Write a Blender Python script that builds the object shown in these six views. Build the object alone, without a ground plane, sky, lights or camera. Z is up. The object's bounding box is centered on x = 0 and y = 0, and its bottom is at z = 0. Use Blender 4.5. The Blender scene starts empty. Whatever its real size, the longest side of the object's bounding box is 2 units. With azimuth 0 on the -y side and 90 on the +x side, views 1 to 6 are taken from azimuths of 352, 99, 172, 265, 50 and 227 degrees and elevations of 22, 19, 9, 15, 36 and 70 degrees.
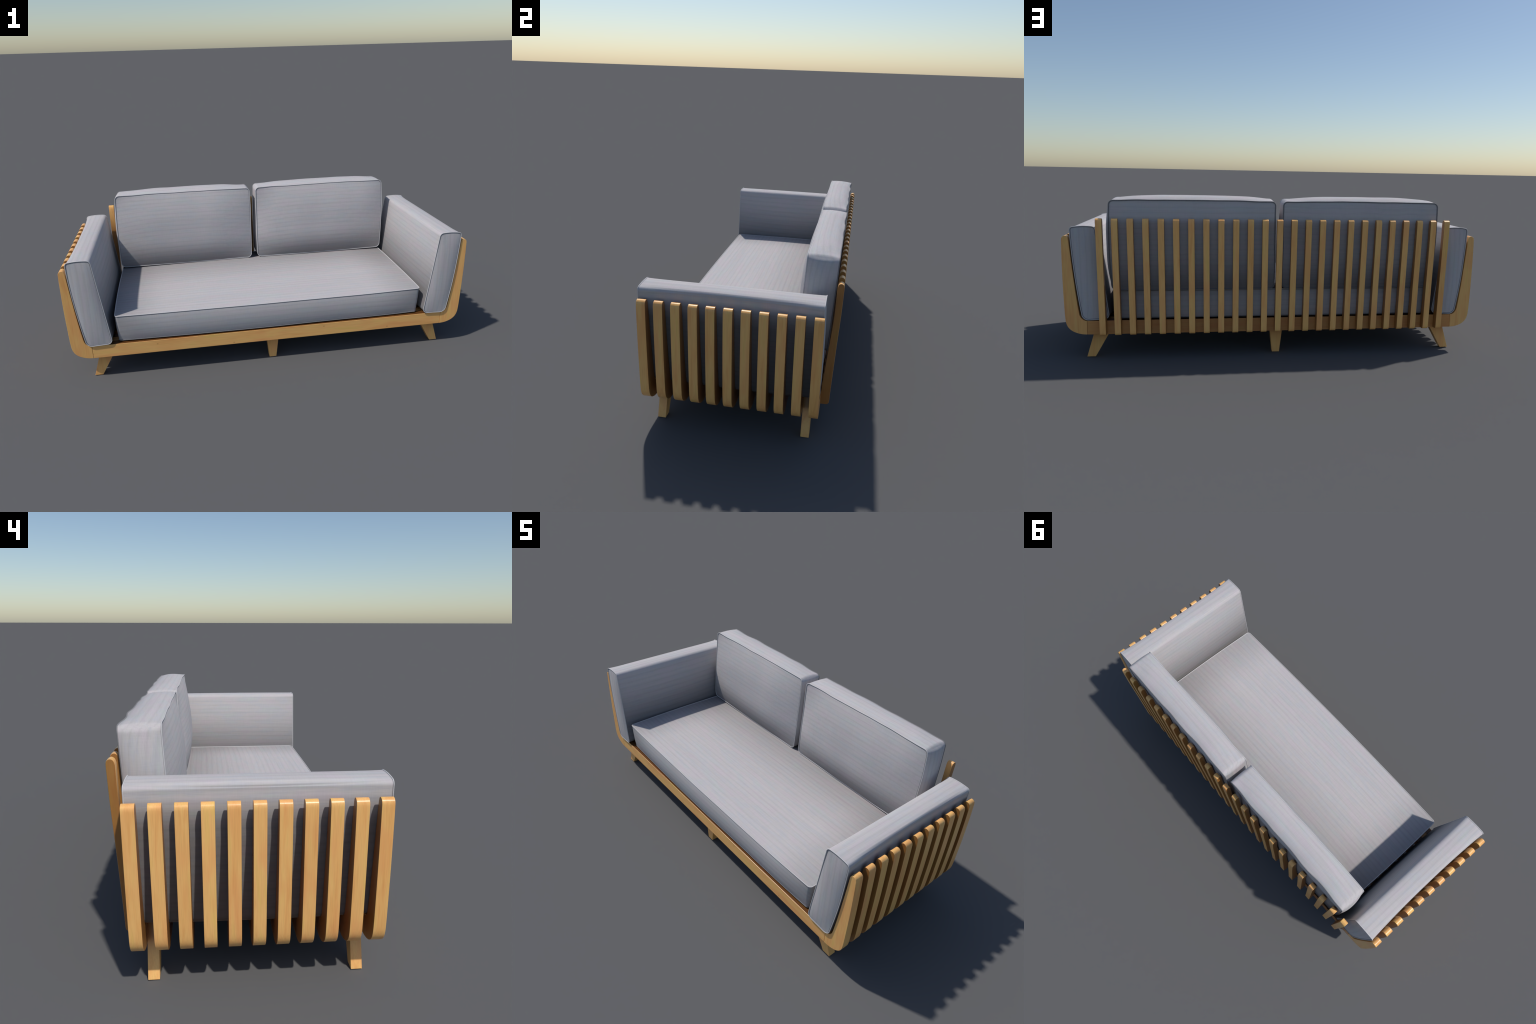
"""Slatted wooden two-seat sofa with loose grey linen cushions.

Frame: eleven U-shaped ribs (a straight beam with a curved, tapering arm slat
at each end) stand side by side from front to back; six splayed or tapered
legs are wedged between the outer ribs, and twenty-five leaning back slats are
fixed to the rearmost rib.  Five boxed, piped cushions rest on it.
"""
import bpy, bmesh, math, random
from mathutils import Vector, noise

random.seed(11)
SCN = bpy.context.scene.collection


# ------------------------------------------------------------------ materials
def new_mat(name):
    m = bpy.data.materials.new(name)
    m.use_nodes = True
    nt = m.node_tree
    nt.nodes.clear()
    out = nt.nodes.new("ShaderNodeOutputMaterial")
    bsdf = nt.nodes.new("ShaderNodeBsdfPrincipled")
    nt.links.new(bsdf.outputs[0], out.inputs[0])
    return m, nt, bsdf


def node(nt, kind, **kw):
    n = nt.nodes.new(kind)
    for k, v in kw.items():
        setattr(n, k, v)
    return n


def stretched_noise(nt, vec, scale3, detail=2.0, rough=0.5, distortion=0.0):
    mp = node(nt, "ShaderNodeMapping")
    mp.inputs["Scale"].default_value = scale3
    nt.links.new(vec, mp.inputs["Vector"])
    nz = node(nt, "ShaderNodeTexNoise")
    nz.inputs["Scale"].default_value = 1.0
    nz.inputs["Detail"].default_value = detail
    nz.inputs["Roughness"].default_value = rough
    nz.inputs["Distortion"].default_value = distortion
    nt.links.new(mp.outputs[0], nz.inputs["Vector"])
    return nz.outputs["Fac"]


def ramp(nt, fac, stops):
    r = node(nt, "ShaderNodeValToRGB")
    els = r.color_ramp.elements
    while len(els) < len(stops):
        els.new(0.5)
    for e, (p, c) in zip(els, stops):
        e.position = p
        e.color = (*c, 1)
    nt.links.new(fac, r.inputs[0])
    return r.outputs[0]


def mix(nt, fac, a, b, blend="MIX"):
    m = node(nt, "ShaderNodeMix", data_type="RGBA", blend_type=blend)
    for sock, v in ((m.inputs[0], fac), (m.inputs[6], a), (m.inputs[7], b)):
        if isinstance(v, (int, float)):
            sock.default_value = v
        elif isinstance(v, tuple):
            sock.default_value = (*v, 1)
        else:
            nt.links.new(v, sock)
    return m.outputs[2]


def math_node(nt, op, a, b=None, c=None):
    m = node(nt, "ShaderNodeMath", operation=op)
    for i, v in enumerate((a, b, c)):
        if v is None:
            continue
        if isinstance(v, (int, float)):
            m.inputs[i].default_value = v
        else:
            nt.links.new(v, m.inputs[i])
    return m.outputs[0]


def shifted_coords(nt, amount):
    """Object coordinates pushed by a per-object random amount."""
    tc = node(nt, "ShaderNodeTexCoord")
    oi = node(nt, "ShaderNodeObjectInfo")
    comb = node(nt, "ShaderNodeCombineXYZ")
    for i, f in enumerate((1.0, 1.7, 2.3)):
        nt.links.new(math_node(nt, "MULTIPLY", oi.outputs["Random"], amount * f),
                     comb.inputs[i])
    add = node(nt, "ShaderNodeVectorMath", operation="ADD")
    nt.links.new(tc.outputs["Object"], add.inputs[0])
    nt.links.new(comb.outputs[0], add.inputs[1])
    return add.outputs[0], oi.outputs["Random"]


def axis_scale(axis, along, across):
    s = [across] * 3
    s["xyz".index(axis)] = along
    return tuple(s)


def wood(name, axis, knots=False, baked_shade=None, shade_mask=None):
    """Honey wood; deep = multiplier painting occlusion shade into sheltered faces."""
    m, nt, bsdf = new_mat(name)
    vec, rnd = shifted_coords(nt, 7.0)
    broad = stretched_noise(nt, vec, axis_scale(axis, 4.5, 48), 3, 0.55, 0.5)
    col = ramp(nt, broad, WOOD_STOPS)
    # long pore lines
    fine = stretched_noise(nt, vec, axis_scale(axis, 10, 330), 3, 0.6)
    finec = ramp(nt, fine, [(0.30, (0.86, 0.83, 0.78)), (0.55, (1.0, 1.0, 1.0)),
                            (0.8, (1.03, 1.04, 1.04))])
    col = mix(nt, 0.6, col, finec, "MULTIPLY")
    # soft patches of redder wood
    patch = stretched_noise(nt, vec, axis_scale(axis, 7, 22), 1, 0.5)
    pm = ramp(nt, patch, [(0.50, (0, 0, 0)), (0.68, (1, 1, 1))])
    col = mix(nt, math_node(nt, "MULTIPLY", pm, 0.45), col, WOOD_RED)
    # board-to-board shift
    board = ramp(nt, rnd, [(0.0, (0.95, 0.94, 0.90)), (0.5, (1, 1, 1)),
                          (1.0, (1.04, 1.03, 1.0))])
    col = mix(nt, 1.0, col, board, "MULTIPLY")
    if knots:
        tc = node(nt, "ShaderNodeTexCoord")
        for cx, cz in ((-0.585, 0.012), (-0.205, -0.024), (0.262, 0.017), (0.605, -0.021)):
            mp = node(nt, "ShaderNodeMapping")
            mp.inputs["Location"].default_value = (-cx, 0, -cz)
            nt.links.new(tc.outputs["Object"], mp.inputs["Vector"])
            sc = node(nt, "ShaderNodeVectorMath", operation="MULTIPLY")
            sc.inputs[1].default_value = (150, 0, 210)
            nt.links.new(mp.outputs[0], sc.inputs[0])
            ln = node(nt, "ShaderNodeVectorMath", operation="LENGTH")
            nt.links.new(sc.outputs[0], ln.inputs[0])
            k = ramp(nt, ln.outputs["Value"], [(0.25, (0.45,) * 3), (1.0, (0,) * 3)])
            col = mix(nt, k, col, (0.30, 0.13, 0.03))
    if baked_shade:
        col = mix(nt, 1.0, col, baked_shade, "MULTIPLY")
    if shade_mask:
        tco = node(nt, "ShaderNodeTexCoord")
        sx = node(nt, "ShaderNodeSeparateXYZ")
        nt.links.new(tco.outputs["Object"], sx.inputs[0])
        col = mix(nt, shade_mask(nt, sx.outputs), PAINTED_SHADE, col)
    nt.links.new(col, bsdf.inputs["Base Color"])
    bsdf.inputs["Roughness"].default_value = 0.32
    bsdf.inputs["Specular IOR Level"].default_value = 0.4
    bp = node(nt, "ShaderNodeBump")
    bp.inputs["Strength"].default_value = 0.12
    bp.inputs["Distance"].default_value = 0.001
    nt.links.new(fine, bp.inputs["Height"])
    nt.links.new(bp.outputs[0], bsdf.inputs["Normal"])
    return m


WOOD_STOPS = [(0.28, (0.82, 0.395, 0.130)), (0.44, (0.88, 0.470, 0.160)),
              (0.56, (0.89, 0.505, 0.178)), (0.72, (0.83, 0.510, 0.150))]
PAINTED_SHADE = (0.33, 0.145, 0.045)
WOOD_RED = (0.84, 0.365, 0.135)


def fabric(name, axis, shade_mask=None):
    """Slubbed linen with threads along one axis; tone(nt, xyz) gives a factor
    that bakes contact and occlusion shade into the base colour."""
    m, nt, bsdf = new_mat(name)
    vec, rnd = shifted_coords(nt, 3.0)
    tint = stretched_noise(nt, vec, axis_scale(axis, 9, 34), 2, 0.55)
    col = ramp(nt, tint, FABRIC_STOPS)
    band = stretched_noise(nt, vec, axis_scale(axis, 1.2, 70), 2, 0.6)
    bandc = ramp(nt, band, [(0.30, (0.95,) * 3), (0.5, (1.0,) * 3), (0.7, (1.025,) * 3)])
    col = mix(nt, 0.8, col, bandc, "MULTIPLY")
    # evenly spaced faint ribs, gently wandering
    sep = node(nt, "ShaderNodeSeparateXYZ")
    tc = node(nt, "ShaderNodeTexCoord")
    nt.links.new(tc.outputs["Object"], sep.inputs[0])
    others = [sep.outputs[i] for i in range(3) if "xyz"[i] != axis]
    across = math_node(nt, "ADD", others[0], others[1])
    wander = stretched_noise(nt, tc.outputs["Object"], axis_scale(axis, 1.5, 12), 1, 0.5)
    phase = math_node(nt, "ADD", math_node(nt, "MULTIPLY", across, 2 * math.pi / RIB_SPACING),
                      math_node(nt, "MULTIPLY", wander, 1.8))
    rib = math_node(nt, "SINE", phase)
    ribc = ramp(nt, math_node(nt, "MULTIPLY_ADD", rib, 0.5, 0.5),
                [(0.0, (0.935,) * 3), (0.22, (0.988,) * 3), (0.6, (1.01,) * 3)])
    col = mix(nt, 0.8, col, ribc, "MULTIPLY")
    thread = stretched_noise(nt, vec, axis_scale(axis, 12, 380), 2, 0.6)
    thrc = ramp(nt, thread, [(0.28, (0.92,) * 3), (0.5, (1.0,) * 3), (0.75, (1.03,) * 3)])
    col = mix(nt, 0.7, col, thrc, "MULTIPLY")
    cross = stretched_noise(nt, vec, axis_scale(axis, 330, 30), 1, 0.5)
    crc = ramp(nt, cross, [(0.3, (0.96,) * 3), (0.7, (1.02,) * 3)])
    col = mix(nt, 0.6, col, crc, "MULTIPLY")
    if shade_mask:
        f = shade_mask(nt, sep.outputs)
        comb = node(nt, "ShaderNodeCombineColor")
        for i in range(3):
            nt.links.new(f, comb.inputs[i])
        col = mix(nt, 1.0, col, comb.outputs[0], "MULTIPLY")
    nt.links.new(col, bsdf.inputs["Base Color"])
    bsdf.inputs["Roughness"].default_value = 0.9
    bsdf.inputs["Specular IOR Level"].default_value = 0.15
    bp = node(nt, "ShaderNodeBump")
    bp.inputs["Strength"].default_value = 0.2
    bp.inputs["Distance"].default_value = 0.001
    nt.links.new(math_node(nt, "ADD", thread, math_node(nt, "MULTIPLY", cross, 0.5)),
                 bp.inputs["Height"])
    nt.links.new(bp.outputs[0], bsdf.inputs["Normal"])
    return m


RIB_SPACING = 0.026
FABRIC_STOPS = [(0.30, (0.515, 0.465, 0.482)), (0.42, (0.510, 0.473, 0.480)),
                (0.50, (0.503, 0.480, 0.470)), (0.58, (0.488, 0.470, 0.488)),
                (0.70, (0.484, 0.490, 0.476))]


def step(nt, v, lo, hi, a, b):
    """Smooth change from a (v <= lo) to b (v >= hi)."""
    r = node(nt, "ShaderNodeMapRange", interpolation_type="SMOOTHSTEP")
    for k, x in (("From Min", lo), ("From Max", hi), ("To Min", a), ("To Max", b)):
        r.inputs[k].default_value = x
    nt.links.new(v, r.inputs["Value"])
    return r.outputs["Result"]


def normal_axis(nt, i):
    g = node(nt, "ShaderNodeNewGeometry")
    sp = node(nt, "ShaderNodeSeparateXYZ")
    nt.links.new(g.outputs["Normal"], sp.inputs[0])
    return sp.outputs[i]


def mul(nt, *f):
    out = f[0]
    for x in f[1:]:
        out = math_node(nt, "MULTIPLY", out, x)
    return out


def lerp_to_one(nt, mask, f):
    """1 where mask is 0, f where mask is 1."""
    return math_node(nt, "ADD", math_node(nt, "MULTIPLY", mask, f),
                     math_node(nt, "SUBTRACT", 1.0, mask))


def seat_baked_shade(nt, xyz):  # darkens the cloth towards back and arms for ambient occlusion
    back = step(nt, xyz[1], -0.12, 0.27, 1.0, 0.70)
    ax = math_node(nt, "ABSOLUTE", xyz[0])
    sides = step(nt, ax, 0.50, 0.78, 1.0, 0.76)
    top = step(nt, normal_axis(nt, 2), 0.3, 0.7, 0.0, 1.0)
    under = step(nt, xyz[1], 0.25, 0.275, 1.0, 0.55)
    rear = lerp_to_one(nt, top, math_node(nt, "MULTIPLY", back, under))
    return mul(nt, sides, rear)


def back_baked_shade(nt, xyz):  # shade at the foot and behind the slats, put into the colour
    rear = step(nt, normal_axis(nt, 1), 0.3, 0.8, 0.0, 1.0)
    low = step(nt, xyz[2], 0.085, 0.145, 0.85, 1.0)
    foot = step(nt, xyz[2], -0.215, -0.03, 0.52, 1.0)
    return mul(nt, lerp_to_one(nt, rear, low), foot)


def arm_baked_shade(side):  # fabric darkened lower down: occlusion by slats outside, seat inside
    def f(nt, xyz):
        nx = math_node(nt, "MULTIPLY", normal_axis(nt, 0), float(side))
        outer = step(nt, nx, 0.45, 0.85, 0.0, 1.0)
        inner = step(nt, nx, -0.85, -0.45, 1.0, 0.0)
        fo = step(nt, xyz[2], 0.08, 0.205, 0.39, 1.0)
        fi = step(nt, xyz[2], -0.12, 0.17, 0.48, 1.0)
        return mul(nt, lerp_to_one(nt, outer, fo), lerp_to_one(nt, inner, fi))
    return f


def slat_painted_shade(nt, xyz):
    """Back slats: the face towards the cushions is painted darker where they shade it."""
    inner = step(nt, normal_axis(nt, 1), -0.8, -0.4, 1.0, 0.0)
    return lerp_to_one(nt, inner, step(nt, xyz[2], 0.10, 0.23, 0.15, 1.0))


def leg_painted_shade(nt, xyz):  # leg tops tinted dark for the shade below the rail
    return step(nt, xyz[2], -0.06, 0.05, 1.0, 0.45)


WOOD = {a: wood("honey_wood_grain_" + a, a) for a in "xz"}
SLAT_GAP_SHADE = (0.46, 0.385, 0.32)
WOOD_SIDE = wood("honey_wood_baked_shade_z", "z", baked_shade=SLAT_GAP_SHADE)  # same wood, darkened for the shade between neighbouring slats
WOOD_BACK = wood("honey_wood_back_slat", "z", shade_mask=slat_painted_shade)
WOOD_LEG = wood("honey_wood_leg", "z", shade_mask=leg_painted_shade)
WOOD_GAP_SHADOW = wood("honey_wood_painted_gap_shadow", "x", baked_shade=(0.14, 0.10, 0.085))
WOOD_UNDER = wood("honey_wood_under_seat", "x", baked_shade=(0.40, 0.31, 0.27))
WOOD_BEAM = wood("honey_wood_baked_shade_x", "x", baked_shade=(0.70, 0.60, 0.56))  # back rail colour lowered for shade cast behind the slats
WOOD_RAIL = wood("honey_wood_knotty", "x", knots=True)
FAB_SEAT = [fabric("grey_linen_seat_" + a, a, seat_baked_shade) for a in "xyz"]
FAB_BACK = [fabric("grey_linen_back_" + a, a, back_baked_shade) for a in "xyz"]
FAB_ARM = {sd: [fabric("grey_linen_arm_" + a, a, arm_baked_shade(sd)) for a in "xyz"] for sd in (1, -1)}


def piping_mat(name, colour):
    m, nt, bsdf = new_mat(name)
    bsdf.inputs["Base Color"].default_value = (*colour, 1)
    bsdf.inputs["Roughness"].default_value = 0.85
    return m


def seam_shadow_mat():
    m, nt, bsdf = new_mat("modelled_seam_shadow")
    bsdf.inputs["Base Color"].default_value = (0.20, 0.205, 0.225, 1)  # dark grey draws the shadow line along each seam
    bsdf.inputs["Roughness"].default_value = 0.9
    return m


PIPE = piping_mat("grey_linen_piping", (0.55, 0.535, 0.535))
PIPE_DARK = piping_mat("grey_linen_piping_dark", (0.22, 0.215, 0.22))  # darker grey piping for the rear and lower seams
SEAM_SHADOW = seam_shadow_mat()


# ------------------------------------------------------------------- scene tree
def add_object(name, mesh, parent, loc=(0, 0, 0)):
    o = bpy.data.objects.new(name, mesh)
    SCN.objects.link(o)
    o.location = loc
    o.parent = parent
    return o


sofa = bpy.data.objects.new("sofa", None)
SCN.objects.link(sofa)
sofa["label"] = "low honey-wood slatted sofa with loose grey linen cushions"
sofa["category"] = "sofa"


# --------------------------------------------------------------- wooden pieces
def prism(name, profile, depth, mat, plane="xz", bevel=0.0018, side_mat=None, sheltered=(-1, 1)):
    """Extrude a closed 2D profile symmetrically and soften every hard edge.
    plane 'xz': profile in x,z and depth along y; 'yz': profile y,z, depth x."""
    bm = bmesh.new()
    h = depth / 2

    def pt(a, b, d):
        return (a, d, b) if plane == "xz" else (d, a, b)
    lo = [bm.verts.new(pt(a, b, -h)) for a, b in profile]
    hi = [bm.verts.new(pt(a, b, h)) for a, b in profile]
    n = len(profile)
    bm.faces.new(lo)
    bm.faces.new(hi[::-1])
    for i in range(n):
        j = (i + 1) % n
        bm.faces.new((lo[i], hi[i], hi[j], lo[j]))
    bmesh.ops.recalc_face_normals(bm, faces=bm.faces)
    hard = [e for e in bm.edges if e.calc_face_angle(0) > math.radians(40)]
    bmesh.ops.bevel(bm, geom=hard, offset=bevel, segments=2, profile=0.5,
                    affect="EDGES", clamp_overlap=True)
    me = bpy.data.meshes.new(name)
    bm.to_mesh(me)
    bm.free()
    k = 1 if plane == "xz" else 0
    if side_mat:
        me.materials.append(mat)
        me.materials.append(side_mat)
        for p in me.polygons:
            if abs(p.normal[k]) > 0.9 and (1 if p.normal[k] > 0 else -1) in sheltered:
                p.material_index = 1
        mat = None
    me.polygons.foreach_set("use_smooth", [True] * len(me.polygons))
    me.set_sharp_from_angle(angle=math.radians(19))
    if mat:
        me.materials.append(mat)
    return me


def smooth_path(pts, steps=6):
    """Catmull-Rom through control points, end points kept."""
    out = []
    P = [Vector(p) for p in pts]
    for i in range(len(P) - 1):
        p0 = P[max(i - 1, 0)]
        p1, p2 = P[i], P[i + 1]
        p3 = P[min(i + 2, len(P) - 1)]
        for k in range(steps):
            t = k / steps
            out.append(tuple(0.5 * ((2 * p1) + (p2 - p0) * t
                       + (2 * p0 - 5 * p1 + 4 * p2 - p3) * t * t
                       + (3 * p1 - p0 - 3 * p2 + p3) * t ** 3)))
    out.append(tuple(P[-1]))
    return out


JOINT_X = 0.899
RAIL_LO, RAIL_HI = 0.120, 0.1865
RIB_W = 0.0370
RIB_N = 11
RIB_Y0 = -0.388 + RIB_W / 2
RIB_PITCH = (0.343 - RIB_W / 2 - RIB_Y0) / (RIB_N - 1)


def arm_slat_profile():
    outer = smooth_path([(JOINT_X, RAIL_LO), (0.922, 0.1222), (0.945, 0.1285),
                         (0.966, 0.1390), (0.983, 0.1560), (0.9925, 0.1790),
                         (0.9960, 0.2150), (0.9975, 0.2600), (0.9995, 0.3500),
                         (1.0000, 0.4300), (0.9995, 0.5150), (0.9982, 0.5710)], 4)
    cap = smooth_path([(0.9982, 0.5710), (0.9962, 0.5805), (0.9900, 0.5870),
                       (0.9825, 0.5893), (0.9750, 0.5870), (0.9697, 0.5790),
                       (0.9680, 0.5690)], 3)
    inner = smooth_path([(0.9680, 0.5690), (0.9560, 0.4330), (0.9450, 0.3200),
                         (0.9345, 0.2330), (0.9285, 0.2080), (0.9180, 0.1935),
                         (0.9060, 0.1870), (JOINT_X, RAIL_HI)], 4)
    return outer[:-1] + cap[:-1] + inner


prof = arm_slat_profile()
cx, cz = 0.97, 0.36
R_PROF = [(x - cx, z - cz) for x, z in prof]
L_PROF = [(cx - x, z - cz) for x, z in prof][::-1]
arm_me = {}
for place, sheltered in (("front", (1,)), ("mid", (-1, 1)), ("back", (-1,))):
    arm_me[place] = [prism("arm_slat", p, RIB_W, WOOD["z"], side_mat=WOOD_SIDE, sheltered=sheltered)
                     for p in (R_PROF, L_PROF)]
zc = (RAIL_LO + RAIL_HI) / 2
hh = (RAIL_HI - RAIL_LO) / 2
hx = JOINT_X - 0.0012
bar = [(-hx, -hh), (hx, -hh), (hx, hh), (-hx, hh)]
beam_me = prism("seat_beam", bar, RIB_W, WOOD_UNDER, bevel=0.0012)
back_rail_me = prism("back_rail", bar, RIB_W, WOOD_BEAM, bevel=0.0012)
rail_me = prism("front_rail", bar, RIB_W, WOOD_RAIL, bevel=0.0012)

for me in (rail_me, back_rail_me, beam_me):      # upper faces coloured near-black for the shadow under the cushions
    me.materials.append(WOOD_GAP_SHADOW)
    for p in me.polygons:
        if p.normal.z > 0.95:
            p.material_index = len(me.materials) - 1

for i in range(RIB_N):
    y = RIB_Y0 + i * RIB_PITCH
    right_me, left_me = arm_me["front" if i == 0 else "back" if i == RIB_N - 1 else "mid"]
    add_object("arm_slat", right_me, sofa, (cx, y, cz))
    add_object("arm_slat", left_me, sofa, (-cx, y, cz))
    if i == 0:
        add_object("front_rail", rail_me, sofa, (0, y, zc))
    elif i == RIB_N - 1:
        add_object("back_rail", back_rail_me, sofa, (0, y, zc))
    else:
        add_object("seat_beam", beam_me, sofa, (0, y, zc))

# back slats, leaning and tapering, profile in y,z
back_outer = smooth_path([(0.3680, 0.1225), (0.3750, 0.1265), (0.3788, 0.1370),
                          (0.3805, 0.1800), (0.3850, 0.2750), (0.3910, 0.3980),
                          (0.3985, 0.5350), (0.4028, 0.6560)], 4)
back_cap = smooth_path([(0.4028, 0.6560), (0.4000, 0.6680), (0.3895, 0.6735),
                        (0.3800, 0.6680), (0.3760, 0.6560)], 4)
back_inner = smooth_path([(0.3760, 0.6560), (0.3722, 0.5300), (0.3560, 0.3450),
                          (0.3432, 0.1900), (0.3425, 0.1600), (0.3425, 0.1225)], 4)
prof = back_outer[:-1] + back_cap[:-1] + back_inner
by, bz = 0.372, 0.40
SLAT_W = 0.0288
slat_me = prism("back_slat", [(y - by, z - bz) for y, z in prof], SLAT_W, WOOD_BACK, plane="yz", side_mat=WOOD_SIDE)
N_BACK = 25
for i in range(N_BACK):
    x = -0.8215 + 1.643 * i / (N_BACK - 1)
    o = add_object("back_slat", slat_me, sofa, (x, by, bz))
    o.rotation_euler = (0, random.uniform(-0.0012, 0.0012), 0)

# legs: splayed at the four corners, straight tapers under the middle
LEG_D = 0.0355
LEG_TOP = 0.184
splay = [(0.871, 0.0), (0.911, 0.0), (0.911 - 0.305 * LEG_TOP, LEG_TOP),
         (0.871 - 0.57 * LEG_TOP, LEG_TOP)]
lx, lz = 0.86, 0.09
leg_r = prism("leg", [(x - lx, z - lz) for x, z in splay], LEG_D, WOOD_LEG, bevel=0.001)
leg_l = prism("leg", [(lx - x, z - lz) for x, z in splay][::-1], LEG_D, WOOD_LEG, bevel=0.001)
taper = [(-0.018, -lz), (0.018, -lz), (0.0385, LEG_TOP - lz), (-0.0385, LEG_TOP - lz)]
leg_m = prism("leg", taper, LEG_D, WOOD_LEG, bevel=0.001)
for y in (-0.3342, 0.2912):
    add_object("leg", leg_r, sofa, (lx, y, lz))
    add_object("leg", leg_l, sofa, (-lx, y, lz))
    add_object("leg", leg_m, sofa, (0, y, lz))


# -------------------------------------------------------------------- cushions
def corner_spaced(n_mid, n_cor, r):
    """Parameters in [-1, 1] with extra divisions inside both rounded corners."""
    a = [-1 + r * i / n_cor for i in range(n_cor)]
    b = [-(1 - r) + 2 * (1 - r) * i / n_mid for i in range(n_mid + 1)]
    return a + b + [-v for v in reversed(a)]


def round_corner(s, t, rs, rt):
    u = (abs(s) - (1 - rs)) / rs
    v = (abs(t) - (1 - rt)) / rt
    if u > 0 and v > 0:
        u2 = u * math.sqrt(1 - v * v / 2)
        v2 = v * math.sqrt(1 - u * u / 2)
        s = math.copysign(1 - rs + rs * u2, s)
        t = math.copysign(1 - rt + rt * v2, t)
    return s, t


def lerp4(q, s, t):
    """q = corners at (s,t) = (-,-), (+,-), (+,+), (-,+)."""
    a = q[0].lerp(q[1], (s + 1) / 2)
    b = q[3].lerp(q[2], (s + 1) / 2)
    return a.lerp(b, (t + 1) / 2)


def cushion(name, front, back, radius, bow, puff, band, deform, grain,
            fabrics, n=(44, 24), band_n=14, pipe_r=0.0019,
            seam_shadows=((-0.0031, 0.0004),), dark_rear_piping=True, soften=None, parent=None):
    """Boxed, piped cushion between two four-cornered panels.

    radius: corner radius per corner in metres (dict of sign pairs);
    bow: outward bow of the seam on sides (left, right, bottom, top), metres;
    puff: functions (s,t)->metres for the two panels;
    band: function (unit outward vector)->metres of swelling of the boxing;
    deform: function(Vector)->Vector of slow waves; grain: normal->material."""
    front = [Vector(p) for p in front]
    back = [Vector(p) for p in back]
    W = (front[1] - front[0]).length / 2
    H = (front[3] - front[0]).length / 2
    fc = sum(front, Vector()) / 4
    bc = sum(back, Vector()) / 4
    axis = (fc - bc).normalized()
    centre = (fc + bc) / 2
    rmax = max(radius.values())
    S = corner_spaced(n[0], 7, rmax / W)
    T = corner_spaced(n[1], 7, rmax / H)

    def place(q, s, t, shape_only=False):
        r = radius[(1 if s > 0 else -1, 1 if t > 0 else -1)]
        s2, t2 = round_corner(s, t, r / W, r / H)
        bs = bow[1] if s2 > 0 else bow[0]
        bt = bow[3] if t2 > 0 else bow[2]
        s3 = s2 * (1 + bs / W * (1 - t2 * t2))
        t3 = t2 * (1 + bt / H * (1 - s2 * s2))
        return lerp4(q, s3, t3)

    bm = bmesh.new()
    grids = []
    for q, f, sgn in ((front, puff[0], 1), (back, puff[1], -1)):
        g = []
        for t in T:
            g.append([bm.verts.new(deform(place(q, s, t) + axis * sgn * f(s, t))) for s in S])
        grids.append(g)
    ni, nj = len(S), len(T)
    for g in grids:
        for j in range(nj - 1):
            for i in range(ni - 1):
                bm.faces.new((g[j][i], g[j][i + 1], g[j + 1][i + 1], g[j + 1][i]))
    ring = ([(0, i) for i in range(ni)] + [(j, ni - 1) for j in range(1, nj)]
            + [(nj - 1, i) for i in range(ni - 2, -1, -1)] + [(j, 0) for j in range(nj - 2, 0, -1)])
    lf = [grids[0][j][i] for j, i in ring]
    lb = [grids[1][j][i] for j, i in ring]
    m = len(ring)
    mid = [(a.co + b.co) / 2 for a, b in zip(lf, lb)]
    outw = []
    for k in range(m):
        tan = mid[(k + 1) % m] - mid[k - 1]
        o = tan.cross(axis)
        o.normalize()
        if o.dot(mid[k] - centre) < 0:
            o = -o
        outw.append(o)
    sm = []
    for k in range(m):                         # even out the outward directions
        v = Vector()
        for d in range(-2, 3):
            v += outw[(k + d) % m]
        sm.append(v.normalized())
    st = [(S[i], T[j]) for j, i in ring]
    rows = [lf]
    for r in range(1, band_n):
        w = r / band_n
        e = 1 - abs(2 * w - 1) ** 2.2
        rows.append([bm.verts.new(a.co.lerp(b.co, w) + o * band(o, q) * e)
                     for a, b, o, q in zip(lf, lb, sm, st)])
    if soften:
        wts = [soften(q) for q in st]
        for r in range(1, band_n):
            e = 1 - abs(2 * r / band_n - 1) ** 6
            row = rows[r]
            for _ in range(12):
                pos = [v.co.copy() for v in row]
                for k in range(m):
                    if wts[k] > 0:
                        avg = (pos[k - 1] + pos[(k + 1) % m]) / 2
                        row[k].co = pos[k].lerp(avg, 0.8 * wts[k] * e)
    rows.append(lb)
    band_faces = []
    for r in range(band_n):
        for k in range(m):
            k2 = (k + 1) % m
            band_faces.append(bm.faces.new((rows[r][k], rows[r][k2], rows[r + 1][k2], rows[r + 1][k])))
    bmesh.ops.recalc_face_normals(bm, faces=bm.faces)
    bm.normal_update()
    for f in bm.faces:
        f.smooth = True
        f.material_index = grain(f.normal, f.calc_center_median())
    for f in band_faces:
        for e in f.edges:
            fs = e.link_faces
            if len(fs) == 2 and not (fs[0] in band_faces_set(band_faces) and fs[1] in band_faces_set(band_faces)):
                e.smooth = False
    seams = [[v.co.copy() for v in lf], [v.co.copy() for v in lb]]
    for v in bm.verts:
        v.co -= centre
    me = bpy.data.meshes.new(name)
    bm.to_mesh(me)
    bm.free()
    for mat in fabrics:
        me.materials.append(mat)
    obj = add_object(name, me, parent, centre)

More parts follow.
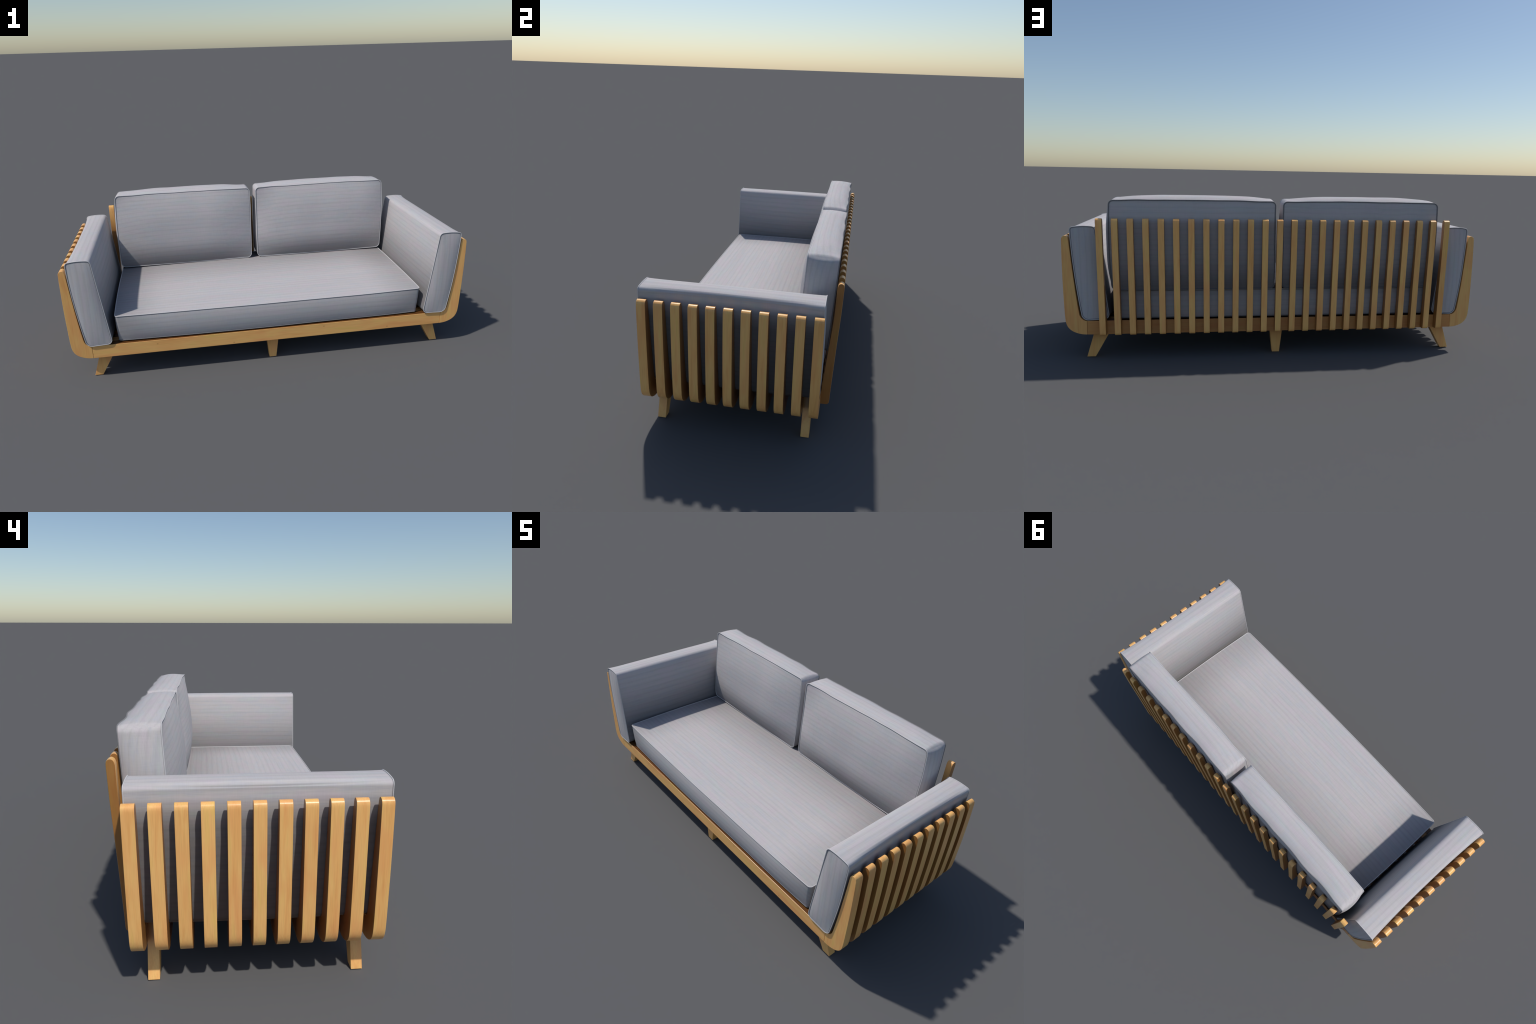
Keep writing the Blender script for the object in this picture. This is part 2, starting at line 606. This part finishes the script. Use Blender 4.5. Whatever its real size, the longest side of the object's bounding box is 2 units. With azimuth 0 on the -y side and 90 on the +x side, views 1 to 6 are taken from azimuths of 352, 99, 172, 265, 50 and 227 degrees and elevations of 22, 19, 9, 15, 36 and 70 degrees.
    # welted seams with a thin dark cord drawing the groove shadow beside the welt
    def cord(label, mat, radius, off_out, off_axis, sides, which=(0, 1)):
        bm = bmesh.new()
        for loop, sgn in [((seams[w]), (1, -1)[w]) for w in which]:
            vs = []
            for k, c in enumerate(loop):
                o = sm[k]
                c = c - centre + o * off_out + axis * (sgn * off_axis)
                vs.append([bm.verts.new(c + (o * math.cos(a) + axis * math.sin(a)) * radius)
                           for a in (2 * math.pi * q / sides for q in range(sides))])
            for k in range(m):
                k2 = (k + 1) % m
                for q in range(sides):
                    q2 = (q + 1) % sides
                    bm.faces.new((vs[k][q], vs[k2][q], vs[k2][q2], vs[k][q2]))
        bmesh.ops.recalc_face_normals(bm, faces=bm.faces)
        for f in bm.faces:
            f.smooth = True
        me = bpy.data.meshes.new(label)
        bm.to_mesh(me)
        bm.free()
        me.materials.append(mat)
        add_object(label, me, obj)

    if dark_rear_piping:
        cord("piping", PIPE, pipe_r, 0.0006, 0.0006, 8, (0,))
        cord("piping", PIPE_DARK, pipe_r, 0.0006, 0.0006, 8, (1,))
    else:
        cord("piping", PIPE, pipe_r, 0.0006, 0.0006, 8)
    for off_out, off_axis in seam_shadows:
        cord("seam_shadow_cord", SEAM_SHADOW, 0.00115, off_out, off_axis, 6)
    return obj


_cache = {}


def band_faces_set(lst):
    key = id(lst)
    if key not in _cache:
        _cache.clear()
        _cache[key] = set(lst)
    return _cache[key]


def all_r(r):
    return {(a, b): r for a in (-1, 1) for b in (-1, 1)}


def pillow(h, p, q_lo, q_hi):
    def f(s, t):
        q = q_lo if t < 0 else q_hi
        return h * (1 - abs(s) ** p) * (1 - abs(t) ** q)
    return f


# seat cushion: panels are its top and bottom, s along x, t along y
def seat_wave(p):
    d = noise.noise(Vector((p.x * 3.1, p.y * 2.0, p.z * 3 + 4.2)))
    return p + Vector((0, 0.0015 * d, 0.0018 * d))


def seat_band(o, st):
    if abs(o.x) > 0.7:
        return 0.001 + 0.006 * (1 - st[1] ** 4)
    return 0.001 + 0.0075 * (1 - st[0] ** 12)


def seat_grain(nrm, c):
    return 1 if abs(nrm.x) > 0.8 else 0


cushion("seat_cushion",
        [(-0.775, -0.377, 0.330), (0.775, -0.377, 0.330), (0.775, 0.334, 0.330), (-0.775, 0.334, 0.330)],
        [(-0.770, -0.369, 0.1955), (0.770, -0.369, 0.1955), (0.770, 0.332, 0.1965), (-0.770, 0.332, 0.1965)],
        all_r(0.014), (0.007, 0.007, 0.010, 0.006),
        (pillow(0.011, 3.0, 2.6, 2.6), lambda s, t: 0.0),
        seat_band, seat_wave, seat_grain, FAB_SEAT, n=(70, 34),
        seam_shadows=((0.0002, -0.0031),), parent=sofa)


# back cushions: s along x, t along the leaning height, front panel towards -y
def back_wave(seed):
    def f(p):
        n1 = noise.noise(Vector((p.x * 6.5 + seed, p.z * 4.0, 1.3 if p.y > 0.3 else 7.7)))
        n2 = noise.noise(Vector((p.x * 11 + seed, p.z * 7.0, 3.3 if p.y > 0.3 else 9.1)))
        up = max(0.0, min(1.0, (p.z - 0.36) / 0.25))
        amp = (0.0110 if p.y > 0.31 else 0.0035) * (0.35 + 0.65 * up)
        dy = amp * n1 + 0.22 * amp * n2
        if p.y > 0.31:
            dy = min(dy, 0.0015)
        return p + Vector((0.003 * n2, dy, 0.0022 * n2 * up))
    return f


def back_band(outer_sign):
    def f(o, st):
        top = max(0.0, o.z) ** 2
        side = o.x * o.x
        crown = 0.002 + 0.0155 * (1 - abs(st[0]) ** 4)
        belly = ((0.018 if outer_sign > 0 else 0.012) if o.x * outer_sign > 0 else 0.009) * (1 - st[1] ** 4) + 0.001
        return top * crown + side * belly + (0.001 if o.z < -0.5 else 0)
    return f


def back_grain(nrm, c):
    return 2 if abs(nrm.x) > 0.72 else 0


for x0, x1, seed in ((-0.7785, -0.0185, 2.0), (0.0185, 0.7785, 8.4)):
    outer_left = x0 < -0.5
    cushion("back_cushion",
            [(x0 - 0.002 * outer_left, 0.227, 0.342), (x1 + 0.002 * (not outer_left), 0.227, 0.342),
             (x1, 0.249, 0.760), (x0, 0.249, 0.760)],
            [(x0, 0.3515, 0.336), (x1, 0.3515, 0.336), (x1, 0.3730, 0.7545), (x0, 0.3730, 0.7545)],
            {(-1, 1): 0.020, (1, 1): 0.020, (-1, -1): 0.024, (1, -1): 0.024},
            (0.007 if outer_left else 0.000, 0.000 if outer_left else 0.007, 0.001, 0.003),
            (pillow(0.034, 2.8, 2.9, 2.3), pillow(0.003, 3, 3, 3)),
            back_band(-1 if outer_left else 1), back_wave(seed), back_grain, FAB_BACK, parent=sofa)


# arm cushions: panels are the two ends, s along x, t along z
def arm_wave(seed):
    def f(p):
        d = noise.noise(Vector((p.x * 2 + seed, p.y * 4.0, p.z * 4.0)))
        return p + Vector((0.0018 * d, 0, 0.0012 * d))
    return f


def arm_band(side):
    """Boxing swells on the inner face; the outer top edge draws in a little."""
    def f(o, st):
        out = o.x * side
        high = max(0.0, min(1.0, (st[1] - 0.3) / 0.6))
        if out > 0.2:
            return 0.006 * (1 - high) - 0.011 * high * min(1.0, out / 0.7)
        if abs(o.z) > 0.6:
            return 0.0015 if o.z > 0 else 0.0
        return 0.007 * (1 - max(0.0, st[1]) ** 2)
    return f


def arm_soften(side):
    """Weight of the extra rounding along the inner top edge."""
    def f(st):
        inner = max(0.0, min(1.0, 0.6 - 0.8 * st[0] * side))
        high = max(0.0, min(1.0, (st[1] - 0.55) / 0.3))
        return inner * high
    return f


def arm_grain(nrm, c):
    return 2 if abs(nrm.y) > 0.7 else 1


for side in (1, -1):
    quad = [(0.797, 0.195), (0.917, 0.1895), (0.9615, 0.626), (0.8505, 0.629)]
    bows = (0.000, 0.0075, 0.000, 0.005)
    rad = {(-1, -1): 0.024, (1, -1): 0.026, (1, 1): 0.0125, (-1, 1): 0.014}
    if side < 0:
        quad = [quad[1], quad[0], quad[3], quad[2]]
        bows = (bows[1], bows[0], bows[2], bows[3])
        rad = {(-a, b): r for (a, b), r in rad.items()}
    cushion("arm_cushion",
            [(side * x, -0.3925, z) for x, z in quad],
            [(side * x, 0.3385, z) for x, z in quad],
            rad, bows,
            (pillow(0.0085, 2.5, 3, 3), pillow(0.0060, 2.5, 3, 3)),
            arm_band(side), arm_wave(3.0 + side), arm_grain, FAB_ARM[side], dark_rear_piping=False,
            soften=arm_soften(side), n=(16, 40), band_n=40, parent=sofa)
